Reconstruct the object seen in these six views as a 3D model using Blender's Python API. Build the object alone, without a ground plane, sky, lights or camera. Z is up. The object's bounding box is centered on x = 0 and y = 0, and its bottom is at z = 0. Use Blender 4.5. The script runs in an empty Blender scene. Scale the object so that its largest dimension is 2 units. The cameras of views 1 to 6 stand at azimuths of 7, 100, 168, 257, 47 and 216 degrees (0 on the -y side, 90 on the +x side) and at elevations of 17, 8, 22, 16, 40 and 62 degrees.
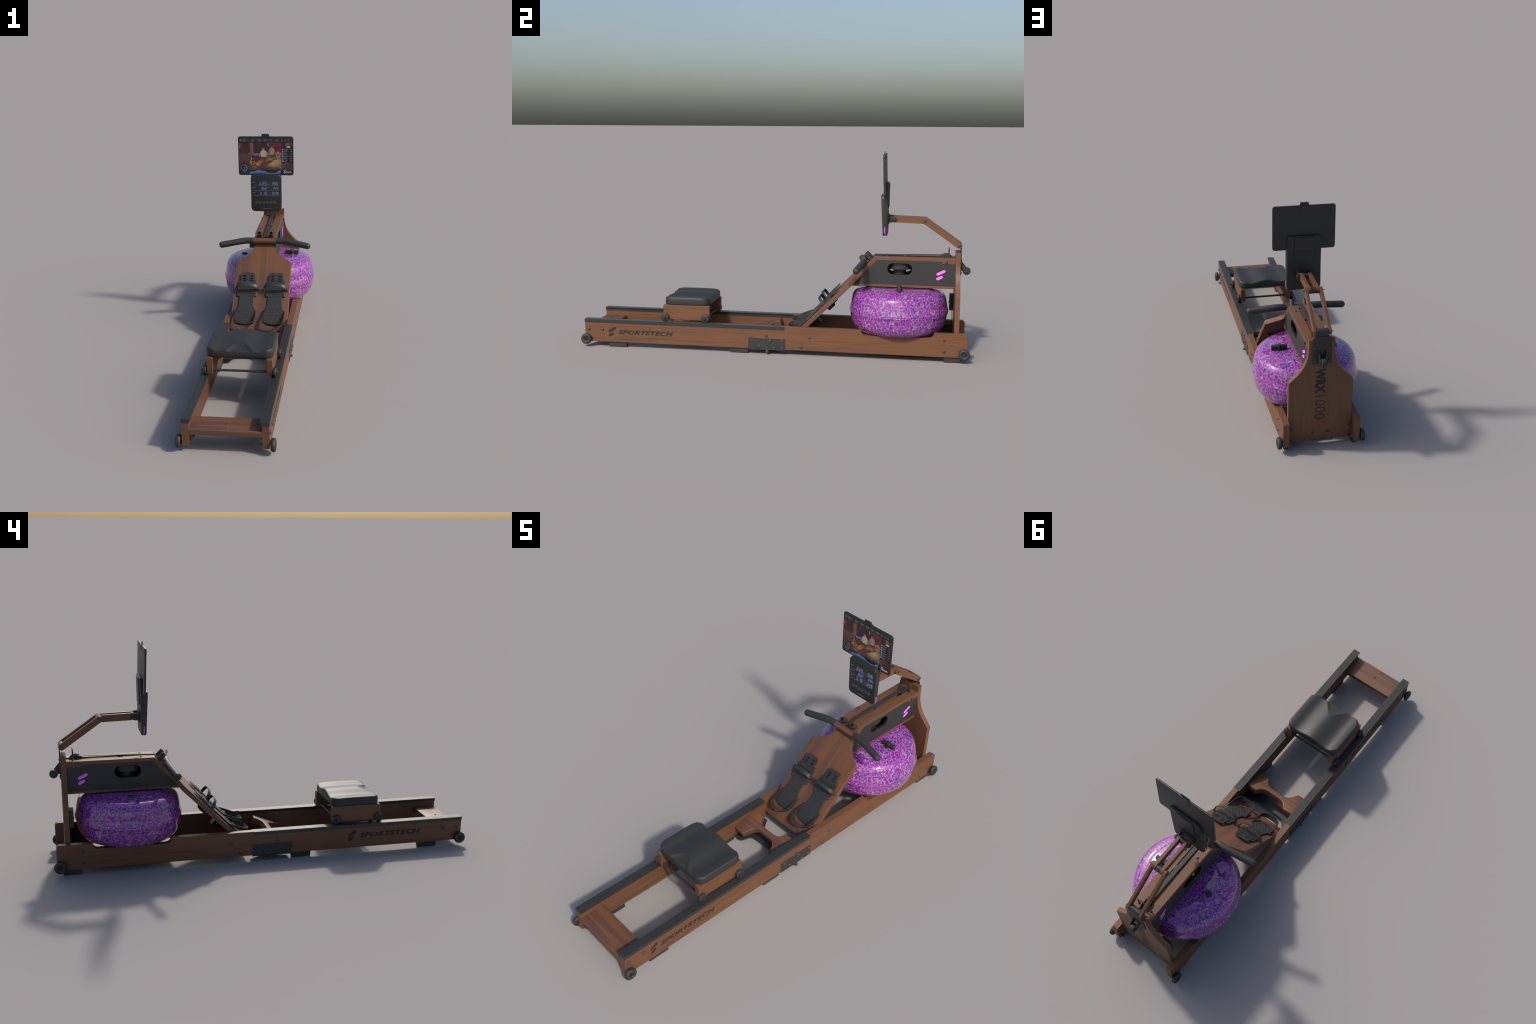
# Water rowing machine: wooden rails, sliding seat, footboard, water tank,
# strap housing, upright, display arm with console and tablet.
import bpy, bmesh, math, random
from mathutils import Vector, Matrix

random.seed(7)
SQ2 = math.sqrt(2.0)

# ------------------------------------------------------------------ materials
def lin(r, g, b):
    f = lambda c: (c / 255 / 12.92) if c / 255 <= 0.04045 else ((c / 255 + 0.055) / 1.055) ** 2.4
    return (f(r), f(g), f(b), 1.0)

def new_mat(name):
    m = bpy.data.materials.new(name)
    m.use_nodes = True
    nt = m.node_tree
    return m, nt, nt.nodes["Principled BSDF"]

def plain(name, col, rough=0.5, spec=0.5, metallic=0.0, grain=0.0, grain_scale=60.0, coat=0.0):
    m, nt, b = new_mat(name)
    b.inputs["Base Color"].default_value = col
    b.inputs["Roughness"].default_value = rough
    b.inputs["Specular IOR Level"].default_value = spec
    b.inputs["Metallic"].default_value = metallic
    b.inputs["Coat Weight"].default_value = coat
    if grain > 0:
        tc = nt.nodes.new("ShaderNodeTexCoord")
        no = nt.nodes.new("ShaderNodeTexNoise")
        no.inputs["Scale"].default_value = grain_scale
        no.inputs["Detail"].default_value = 4
        nt.links.new(tc.outputs["Object"], no.inputs["Vector"])
        mx = nt.nodes.new("ShaderNodeMix"); mx.data_type = 'RGBA'
        mx.inputs["A"].default_value = tuple(c * (1 - grain) for c in col[:3]) + (1,)
        mx.inputs["B"].default_value = tuple(min(1, c * (1 + grain)) for c in col[:3]) + (1,)
        nt.links.new(no.outputs["Fac"], mx.inputs["Factor"])
        nt.links.new(mx.outputs["Result"], b.inputs["Base Color"])
        bp = nt.nodes.new("ShaderNodeBump")
        bp.inputs["Strength"].default_value = 0.08
        bp.inputs["Distance"].default_value = 0.0006
        n2 = nt.nodes.new("ShaderNodeTexNoise")
        n2.inputs["Scale"].default_value = grain_scale * 12
        nt.links.new(tc.outputs["Object"], n2.inputs["Vector"])
        nt.links.new(n2.outputs["Fac"], bp.inputs["Height"])
        nt.links.new(bp.outputs["Normal"], b.inputs["Normal"])
    return m

def wood(name, rot, band=0.5, band_scale=26.0, line=0.35):
    """Walnut-stained wood; rot turns the grain direction onto local X."""
    m, nt, b = new_mat(name)
    L = nt.links.new
    tc = nt.nodes.new("ShaderNodeTexCoord")
    r = nt.nodes.new("ShaderNodeMapping"); r.inputs["Rotation"].default_value = rot
    L(tc.outputs["Object"], r.inputs["Vector"])
    def stretched(sx, sy, detail, rough=0.5, dist=0.0):
        s = nt.nodes.new("ShaderNodeMapping"); s.inputs["Scale"].default_value = (sx, sy, sy)
        L(r.outputs["Vector"], s.inputs["Vector"])
        n = nt.nodes.new("ShaderNodeTexNoise")
        n.inputs["Scale"].default_value = 1.0
        n.inputs["Detail"].default_value = detail
        n.inputs["Roughness"].default_value = rough
        n.inputs["Distortion"].default_value = dist
        L(s.outputs["Vector"], n.inputs["Vector"])
        return n.outputs["Fac"]
    def ramp(fac, stops):
        c = nt.nodes.new("ShaderNodeValToRGB")
        e = c.color_ramp.elements
        while len(e) < len(stops): e.new(0.5)
        for el, (p, col) in zip(e, stops): el.position = p; el.color = col
        L(fac, c.inputs["Fac"])
        return c.outputs["Color"]
    red = (0.110, 0.049, 0.034, 1)
    orange = (0.150, 0.063, 0.027, 1)
    mid = tuple(red[i] + (orange[i] - red[i]) * (1 - band) for i in range(3)) + (1,)
    base = ramp(stretched(0.9, band_scale, 2), [(0.47, red if band > 0.4 else mid), (0.55, orange)])
    lines = ramp(stretched(5.0, 170.0, 5, 0.65, 0.4), [(0.30, (1 - line,) * 3 + (1,)), (0.55, (1, 1, 1, 1)), (0.8, (1.0, 1.0, 1.0, 1))])
    mx = nt.nodes.new("ShaderNodeMix"); mx.data_type = 'RGBA'; mx.blend_type = 'MULTIPLY'
    mx.inputs["Factor"].default_value = 0.8
    L(base, mx.inputs["A"]); L(lines, mx.inputs["B"])
    streak = ramp(stretched(2.2, 55.0, 3, 0.5, 0.8), [(0.28, (0.72, 0.74, 0.80, 1)), (0.42, (1, 1, 1, 1))])
    mx2 = nt.nodes.new("ShaderNodeMix"); mx2.data_type = 'RGBA'; mx2.blend_type = 'MULTIPLY'
    mx2.inputs["Factor"].default_value = 0.8
    L(mx.outputs["Result"], mx2.inputs["A"]); L(streak, mx2.inputs["B"])
    L(mx2.outputs["Result"], b.inputs["Base Color"])
    b.inputs["Roughness"].default_value = 0.5
    return m

R90 = math.pi / 2
WOOD_Y = wood("walnut_along_rail", (0, 0, -R90), band=0.3, band_scale=18)
WOOD_X = wood("walnut_across", (0, 0, 0))
WOOD_Z = wood("walnut_upright", (0, R90, 0), band=0.25, band_scale=14)
WOOD_S = wood("walnut_slope", (-math.pi / 4, 0, -R90))
WOOD_A = wood("walnut_arm", (math.radians(35), 0, -R90), band=0.2)

BLACK = plain("black_plastic", (0.0255, 0.0255, 0.0252, 1), 0.5, grain=0.12)
PANEL = plain("black_panel", (0.0255, 0.0255, 0.0252, 1), 0.55)
TRACK = plain("black_anodised_track", (0.0255, 0.0255, 0.0252, 1), 0.42)
PADMAT = plain("black_seat_foam", (0.0275, 0.0275, 0.0275, 1), 0.52, spec=0.4, grain=0.06)
RUBBER = plain("black_rubber", (0.0255, 0.0255, 0.0252, 1), 0.58, grain=0.1)
BOLT = plain("dark_steel", (0.045, 0.046, 0.048, 1), 0.4, 0.6)
DEEP = plain("deep_black", (0.012, 0.012, 0.012, 1), 0.6)
PRINT = plain("dark_print", (0.022, 0.022, 0.022, 1), 0.6, 0.3)
LED = plain("pink_strip", lin(232, 118, 252), 0.5)
GLASSB = plain("screen_black", (0.020, 0.020, 0.0205, 1), 0.4)
CASE = plain("tablet_case", (0.020, 0.0205, 0.021, 1), 0.5)
LCD = plain("lcd_lavender", lin(150, 152, 200), 0.5)
LCDDIM = plain("lcd_lavender_dim", lin(98, 98, 135), 0.5)
GREYTXT = plain("grey_print", lin(120, 122, 126), 0.5)
WHITETXT = plain("white_print", lin(205, 205, 208), 0.5)
DIMTXT = plain("dim_print", lin(102, 103, 107), 0.5)
REDTXT = plain("red_print", lin(150, 40, 45), 0.5)

def tank_material():
    m, nt, b = new_mat("speckled_purple_tank")
    L = nt.links.new
    tc = nt.nodes.new("ShaderNodeTexCoord")
    nz = nt.nodes.new("ShaderNodeTexNoise"); nz.inputs["Scale"].default_value = 95; nz.inputs["Detail"].default_value = 2
    L(tc.outputs["Object"], nz.inputs["Vector"])
    sub = nt.nodes.new("ShaderNodeVectorMath"); sub.operation = 'SUBTRACT'; sub.inputs[1].default_value = (0.5, 0.5, 0.5)
    L(nz.outputs["Color"], sub.inputs[0])
    sc = nt.nodes.new("ShaderNodeVectorMath"); sc.operation = 'SCALE'; sc.inputs["Scale"].default_value = 0.013
    L(sub.outputs[0], sc.inputs[0])
    add = nt.nodes.new("ShaderNodeVectorMath"); add.operation = 'ADD'
    stretch = nt.nodes.new("ShaderNodeMapping"); stretch.inputs["Scale"].default_value = (1.0, 1.0, 0.8)
    L(tc.outputs["Object"], stretch.inputs["Vector"])
    L(stretch.outputs["Vector"], add.inputs[0]); L(sc.outputs[0], add.inputs[1])
    vc = nt.nodes.new("ShaderNodeTexVoronoi"); vc.inputs["Scale"].default_value = 66; vc.feature = 'F1'
    ve = nt.nodes.new("ShaderNodeTexVoronoi"); ve.inputs["Scale"].default_value = 66; ve.feature = 'DISTANCE_TO_EDGE'
    for v in (vc, ve): L(add.outputs[0], v.inputs["Vector"])
    sp = nt.nodes.new("ShaderNodeSeparateColor"); L(vc.outputs["Color"], sp.inputs["Color"])
    r = nt.nodes.new("ShaderNodeValToRGB"); r.color_ramp.interpolation = 'CONSTANT'
    magenta = (0.245, 0.009, 0.285, 1); violet = (0.135, 0.009, 0.280, 1); blue = (0.042, 0.016, 0.225, 1)
    pink = (0.280, 0.024, 0.285, 1); pale = (0.270, 0.210, 0.270, 1)
    stops = [(0.0, blue), (0.10, violet), (0.42, magenta), (0.82, pink), (0.96, pale)]
    e = r.color_ramp.elements
    while len(e) < len(stops): e.new(0.5)
    for el, (p, c) in zip(e, stops): el.position = p; el.color = c
    L(sp.outputs["Red"], r.inputs["Fac"])
    edge = nt.nodes.new("ShaderNodeMapRange")
    edge.inputs["From Min"].default_value = 0.0; edge.inputs["From Max"].default_value = 0.24
    L(ve.outputs["Distance"], edge.inputs["Value"])
    # pale veins between the specks, broken up by noise
    n2 = nt.nodes.new("ShaderNodeTexNoise"); n2.inputs["Scale"].default_value = 120; n2.inputs["Detail"].default_value = 2
    L(tc.outputs["Object"], n2.inputs["Vector"])
    vr = nt.nodes.new("ShaderNodeValToRGB")
    vr.color_ramp.elements[0].position = 0.42; vr.color_ramp.elements[0].color = pink
    vr.color_ramp.elements[1].position = 0.58; vr.color_ramp.elements[1].color = (0.36, 0.28, 0.36, 1)
    L(n2.outputs["Fac"], vr.inputs["Fac"])
    mx = nt.nodes.new("ShaderNodeMix"); mx.data_type = 'RGBA'
    L(vr.outputs["Color"], mx.inputs["A"])
    L(edge.outputs["Result"], mx.inputs["Factor"]); L(r.outputs["Color"], mx.inputs["B"])
    # soft violet mottling laid over the specks
    st2 = nt.nodes.new("ShaderNodeMapping"); st2.inputs["Scale"].default_value = (1.0, 1.0, 1.5)
    L(tc.outputs["Object"], st2.inputs["Vector"])
    n3 = nt.nodes.new("ShaderNodeTexNoise"); n3.inputs["Scale"].default_value = 62; n3.inputs["Detail"].default_value = 2
    L(st2.outputs["Vector"], n3.inputs["Vector"])
    mr = nt.nodes.new("ShaderNodeMapRange"); mr.inputs["From Min"].default_value = 0.45; mr.inputs["From Max"].default_value = 0.70
    mr.inputs["To Max"].default_value = 0.65
    L(n3.outputs["Fac"], mr.inputs["Value"])
    mx3 = nt.nodes.new("ShaderNodeMix"); mx3.data_type = 'RGBA'
    mx3.inputs["B"].default_value = (0.165, 0.010, 0.280, 1)
    L(mr.outputs["Result"], mx3.inputs["Factor"]); L(mx.outputs["Result"], mx3.inputs["A"])
    L(mx3.outputs["Result"], b.inputs["Base Color"])
    b.inputs["Roughness"].default_value = 0.06
    b.inputs["Specular IOR Level"].default_value = 0.5
    b.inputs["Coat Weight"].default_value = 0.6
    b.inputs["Coat Roughness"].default_value = 0.03
    return m
TANK = tank_material()

# ------------------------------------------------------------------ helpers
root = bpy.data.objects.new("rowing_machine", None)
bpy.context.scene.collection.objects.link(root)
root["label"] = "wooden water rowing machine with purple tank and display"
root["category"] = "rowing machine"

def finish(name, bm, mat, parent=root, smooth=22.0, kind=None):
    bmesh.ops.recalc_face_normals(bm, faces=bm.faces)
    xs = [v.co for v in bm.verts]
    lo = Vector((min(c[i] for c in xs) for i in range(3))); hi = Vector((max(c[i] for c in xs) for i in range(3)))
    c = (lo + hi) / 2
    for v in bm.verts: v.co -= c
    me = bpy.data.meshes.new(name)
    bm.to_mesh(me); bm.free()
    for p in me.polygons: p.use_smooth = True
    me.set_sharp_from_angle(angle=math.radians(smooth))
    me.materials.append(mat)
    return place(name, me, c, parent, kind)

WORLD = {root.name: Vector((0, 0, 0))}
SIDE = [-0.0020]              # the frame stands a hair to the -x side of the tank's centre
def place(name, me, loc, parent=root, kind=None, rot=None, scale=None):
    loc = Vector(loc) + Vector((SIDE[0], 0, 0))
    o = bpy.data.objects.new(name, me)
    bpy.context.scene.collection.objects.link(o)
    o.parent = parent
    o.location = Vector(loc) - WORLD[parent.name]
    WORLD[o.name] = Vector(loc)
    if rot: o.rotation_euler = rot
    if scale: o.scale = scale
    if kind: o["kind"] = kind
    return o

def rounded(pts, seg=6):
    """2D outline; each point is (a, b) or (a, b, radius)."""
    out, n = [], len(pts)
    for i, p in enumerate(pts):
        r = p[2] if len(p) > 2 else 0
        P = Vector(p[:2])
        if r <= 0: out.append((P.x, P.y)); continue
        A = Vector(pts[i - 1][:2]) - P; B = Vector(pts[(i + 1) % n][:2]) - P
        la, lb = A.length, B.length
        A.normalize(); B.normalize()
        ang = A.angle(B)
        if ang > math.pi - 0.01: out.append((P.x, P.y)); continue
        ra = 0.499 if len(pts[i - 1]) > 2 and pts[i - 1][2] > 0 else 0.98
        rb = 0.499 if len(pts[(i + 1) % n]) > 2 and pts[(i + 1) % n][2] > 0 else 0.98
        d = min(r / math.tan(ang / 2), la * ra, lb * rb); rr = d * math.tan(ang / 2)
        C = P + (A + B).normalized() * (rr / math.sin(ang / 2))
        s = P + A * d - C; e = P + B * d - C
        a0 = math.atan2(s.y, s.x); da = math.atan2(e.y, e.x) - a0
        while da > math.pi: da -= 2 * math.pi
        while da < -math.pi: da += 2 * math.pi
        for k in range(seg + 1):
            t = a0 + da * k / seg
            out.append((C.x + rr * math.cos(t), C.y + rr * math.sin(t)))
    return out

def bevel_edges(bm, edges, off, seg=2):
    if off > 0 and edges:
        bmesh.ops.bevel(bm, geom=edges, offset=off, segments=seg, affect='EDGES', clamp_overlap=True, profile=0.5)

def box(bm, x0, x1, y0, y1, z0, z1, bev=0.0, seg=2):
    x0, x1 = min(x0, x1), max(x0, x1)
    b = bmesh.new()
    bmesh.ops.create_cube(b, size=1)
    for v in b.verts:
        v.co = Vector(((x0 + x1) / 2 + v.co.x * (x1 - x0), (y0 + y1) / 2 + v.co.y * (y1 - y0), (z0 + z1) / 2 + v.co.z * (z1 - z0)))
    bevel_edges(b, list(b.edges), bev, seg)
    return merge(bm, b)

def merge(bm, b):
    if bm is None: return b
    me = bpy.data.meshes.new("tmp"); b.to_mesh(me); b.free()
    bm.from_mesh(me); bpy.data.meshes.remove(me)
    return bm

def prism(bm, outline, fn, d0, d1, bev=0.0, holes=(), seg=2):
    """Extrude a 2D outline (with holes) from depth d0 to d1; fn(a, b, d) -> xyz."""
    b = bmesh.new()
    edges = []
    for loop in [outline] + list(holes):
        vs = [b.verts.new((p[0], p[1], 0)) for p in loop]
        edges += [b.edges.new((vs[i], vs[(i + 1) % len(vs)])) for i in range(len(vs))]
    if holes:
        bmesh.ops.triangle_fill(b, use_beauty=True, use_dissolve=False, edges=edges)
    else:
        b.faces.new([v for v in b.verts])
    ex = bmesh.ops.extrude_face_region(b, geom=list(b.faces))
    for g in ex["geom"]:
        if isinstance(g, bmesh.types.BMVert): g.co.z = 1.0
    if bev > 0:
        rim = []
        for e in b.edges:
            if abs(e.verts[0].co.z - e.verts[1].co.z) < 1e-6 and len(e.link_faces) == 2:
                zs = [all(abs(v.co.z - e.verts[0].co.z) < 1e-6 for v in f.verts) for f in e.link_faces]
                if zs[0] != zs[1]: rim.append(e)
    for v in b.verts:
        v.co = Vector(fn(v.co.x, v.co.y, d0 + (d1 - d0) * v.co.z))
    bmesh.ops.recalc_face_normals(b, faces=b.faces)
    if bev > 0: bevel_edges(b, rim, bev, seg)
    bmesh.ops.recalc_face_normals(b, faces=b.faces)
    return merge(bm, b)

ALONG_X = lambda a, b, d: (d, a, b)      # outline in y,z
ALONG_Y = lambda a, b, d: (a, d, b)      # outline in x,z
ALONG_Z = lambda a, b, d: (a, b, d)      # outline in x,y

def slope(x, s, n):
    """Footboard frame: x, distance s up the slope, height n above its front face."""
    return (x, (SQ2 * s - SQ2 * n + 0.0185) / 2, (SQ2 * s + SQ2 * n - 0.0185) / 2)

def lathe(bm, prof, fn, seg=32):
    """Revolve (radius, height) profile; fn(x, y, h) -> xyz."""
    b = bmesh.new(); rings = []
    for r, h in prof:
        if r < 1e-6: rings.append([b.verts.new(fn(0, 0, h))])
        else: rings.append([b.verts.new(fn(r * math.cos(2 * math.pi * k / seg), r * math.sin(2 * math.pi * k / seg), h)) for k in range(seg)])
    for A, B in zip(rings, rings[1:]):
        for k in range(seg):
            k2 = (k + 1) % seg
            if len(A) == 1 and len(B) > 1: b.faces.new((A[0], B[k], B[k2]))
            elif len(B) == 1 and len(A) > 1: b.faces.new((A[k], B[0], A[k2]))
            elif len(A) > 1 and len(B) > 1: b.faces.new((A[k], B[k], B[k2], A[k2]))
    bmesh.ops.recalc_face_normals(b, faces=b.faces)
    return merge(bm, b)

def rod(bm, p0, p1, r, seg=20, bev=0.0):
    """Cylinder from p0 to p1 with slightly rounded rims."""
    p0, p1 = Vector(p0), Vector(p1)
    d = p1 - p0; L = d.length; q = d.to_track_quat('Z', 'Y')
    e = min(bev, r * 0.6, L * 0.4)
    prof = [(0, 0), (r - e, 0), (r - e * 0.3, e * 0.3), (r, e), (r, L - e), (r - e * 0.3, L - e * 0.3), (r - e, L), (0, L)]
    if e <= 0: prof = [(0, 0), (r, 0), (r, L), (0, L)]
    return lathe(bm, prof, lambda x, y, h: p0 + q @ Vector((x, y, h)), seg)

def tube(bm, path, r, seg=16, closed=False, cap=True, radii=None):
    """Round tube along a list of points (parallel transport frame)."""
    b = bmesh.new(); P = [Vector(p) for p in path]; n = len(P); rings = []
    up = None
    for i in range(n):
        if closed: t = (P[(i + 1) % n] - P[i - 1]).normalized()
        else: t = (P[min(i + 1, n - 1)] - P[max(i - 1, 0)]).normalized()
        if up is None:
            up = Vector((0, 0, 1)) if abs(t.z) < 0.9 else Vector((1, 0, 0))
        side = t.cross(up).normalized(); up = side.cross(t).normalized()
        rr = radii[i] if radii else r
        rings.append([b.verts.new(P[i] + side * rr * math.cos(2 * math.pi * k / seg) + up * rr * math.sin(2 * math.pi * k / seg)) for k in range(seg)])
    m = n if closed else n - 1
    for i in range(m):
        A, B = rings[i], rings[(i + 1) % n]
        for k in range(seg): b.faces.new((A[k], A[(k + 1) % seg], B[(k + 1) % seg], B[k]))
    if cap and not closed:
        b.faces.new(rings[0]); b.faces.new(rings[-1])
    bmesh.ops.recalc_face_normals(b, faces=b.faces)
    return merge(bm, b)

def ribbon(bm, lower, upper, th):
    """Solid band between two polylines, thickened by th (inwards along the local normal)."""
    b = bmesh.new(); n = len(lower)
    lo = [Vector(p) for p in lower]; up = [Vector(p) for p in upper]; V = []
    for i in range(n):
        t = (lo[min(i + 1, n - 1)] - lo[max(i - 1, 0)]).normalized()
        w = (up[i] - lo[i]).normalized(); nn = t.cross(w).normalized() * th
        V.append([b.verts.new(p) for p in (lo[i], up[i], up[i] + nn, lo[i] + nn)])
    for A, B in zip(V, V[1:]):
        for k in range(4): b.faces.new((A[k], A[(k + 1) % 4], B[(k + 1) % 4], B[k]))
    b.faces.new(V[0]); b.faces.new(V[-1])
    bmesh.ops.recalc_face_normals(b, faces=b.faces)
    return merge(bm, b)

def arc(cx, cy, r, a0, a1, n=8):
    return [(cx + r * math.cos(math.radians(a0 + (a1 - a0) * k / n)), cy + r * math.sin(math.radians(a0 + (a1 - a0) * k / n))) for k in range(n + 1)]

def ellipse(cx, cy, rx, ry, rot=0.0, n=14):
    c, s = math.cos(rot), math.sin(rot)
    return [(cx + rx * math.cos(2 * math.pi * k / n) * c - ry * math.sin(2 * math.pi * k / n) * s,
             cy + rx * math.cos(2 * math.pi * k / n) * s + ry * math.sin(2 * math.pi * k / n) * c) for k in range(n)]

def capsule(p, q, r, n=8):
    p, q = Vector(p), Vector(q); a = math.degrees(math.atan2(q.y - p.y, q.x - p.x))
    return arc(q.x, q.y, r, a - 90, a + 90, n) + arc(p.x, p.y, r, a + 90, a + 270, n)

def smooth_path(pts, sub=6):
    """Catmull-Rom through 2D/3D points."""
    P = [Vector(p) for p in pts]; out = []
    for i in range(len(P) - 1):
        a, b, c, d = P[max(i - 1, 0)], P[i], P[i + 1], P[min(i + 2, len(P) - 1)]
        for k in range(sub):
            t = k / sub
            out.append(0.5 * ((2 * b) + (c - a) * t + (2 * a - 5 * b + 4 * c - d) * t * t + (3 * b - a - 3 * c + d) * t ** 3))
    out.append(P[-1])
    return out

def lettering(name, text, fn, length, height, th, mat, parent, offset=0.0, shear=0.0, spacing=1.0, kind=None):
    """Raised letters: text box scaled to length x height; fn(a, b, d) -> xyz."""
    cu = bpy.data.curves.new("tmp_text", 'FONT')
    cu.body = text; cu.size = 1.0; cu.offset = offset; cu.shear = shear; cu.space_character = spacing
    cu.extrude = 0.5; cu.resolution_u = 4
    ob = bpy.data.objects.new("tmp_text", cu)
    bpy.context.scene.collection.objects.link(ob)
    bpy.context.view_layer.update()
    me = bpy.data.meshes.new_from_object(ob.evaluated_get(bpy.context.evaluated_depsgraph_get()))
    bpy.data.objects.remove(ob); bpy.data.curves.remove(cu)
    bm = bmesh.new(); bm.from_mesh(me); bpy.data.meshes.remove(me)
    xs = [v.co.x for v in bm.verts]; ys = [v.co.y for v in bm.verts]
    x0, x1, y0, y1 = min(xs), max(xs), min(ys), max(ys)
    for v in bm.verts:
        v.co = Vector(fn((v.co.x - x0) / (x1 - x0) * length, (v.co.y - y0) / (y1 - y0) * height, th * (v.co.z + 0.5)))
    return finish(name, bm, mat, parent, kind=kind)

# shared little parts ---------------------------------------------------------
def mesh_only(bm, mat, name, smooth=45):
    bmesh.ops.recalc_face_normals(bm, faces=bm.faces)
    me = bpy.data.meshes.new(name); bm.to_mesh(me); bm.free()
    for p in me.polygons: p.use_smooth = True
    me.set_sharp_from_angle(angle=math.radians(smooth)); me.materials.append(mat)
    return me
ID = lambda x, y, h: (x, y, h)
BOLT_ME = mesh_only(lathe(None, [(0, 0.0014), (0.0030, 0.0014), (0.0033, 0.0040), (0.0052, 0.0038), (0.0068, 0.0028), (0.0076, 0.0012), (0.0078, -0.001)], ID, 18), BOLT, "bolt")
FLATBOLT_ME = mesh_only(lathe(None, [(0, 0.0062), (0.0042, 0.0062), (0.0068, 0.0055), (0.0080, 0.0038), (0.0080, -0.001)], ID, 18), BOLT, "bolt_cap")
PIN_ME = mesh_only(rod(None, (0, 0, -0.001), (0, 0, 0.0018), 0.0028, 10), BOLT, "pin")
ROT = {'+x': (0, R90, 0), '-x': (0, -R90, 0), '+y': (-R90, 0, 0), '-y': (R90, 0, 0), '+z': (0, 0, 0), 'slope': (math.pi / 4, 0, 0)}
def bolt(loc, face, parent=root, me=BOLT_ME, s=1.0, name="bolt"):
    return place(name, me, loc, parent, rot=ROT[face], scale=(s, s, s))

# ------------------------------------------------------------------ rails
RI, RO = 0.1478, 0.1768       # inner and outer face of a wooden rail
RAIL_TOP = 0.1435
wheel_prof = [(0.0105, -0.0075), (0.0150, -0.0090), (0.0200, -0.0095), (0.0245, -0.0085), (0.0272, -0.0055), (0.0285, 0.0),
              (0.0272, 0.0055), (0.0245, 0.0085), (0.0200, 0.0095), (0.0150, 0.0090), (0.0125, 0.0075), (0.0105, 0.0060)]
WHEEL_ME = mesh_only(lathe(None, [(r, h * 1.1) for r, h in wheel_prof], ID, 40), RUBBER, "transport_wheel")
hub = lathe(None, [(0, -0.008), (0.0108, -0.008), (0.0108, 0.0045), (0.0085, 0.0045), (0.0083, 0.0062), (0.0066, 0.0062), (0.0064, 0.0045), (0.0045, 0.0045), (0.0045, 0.0095), (0.0026, 0.0100), (0.0022, 0.0075), (0, 0.0075)], ID, 24)
for k in range(9):
    a = 2 * math.pi * k / 9
    hub = rod(hub, (0.0096 * math.cos(a), 0.0096 * math.sin(a), 0.004), (0.0096 * math.cos(a), 0.0096 * math.sin(a), 0.0068), 0.0013, 6)
HUB_ME = mesh_only(hub, BLACK, "wheel_hub")
WHEELS = [(-0.9715, 0.0395), (0.9715, 0.0440)]

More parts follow.
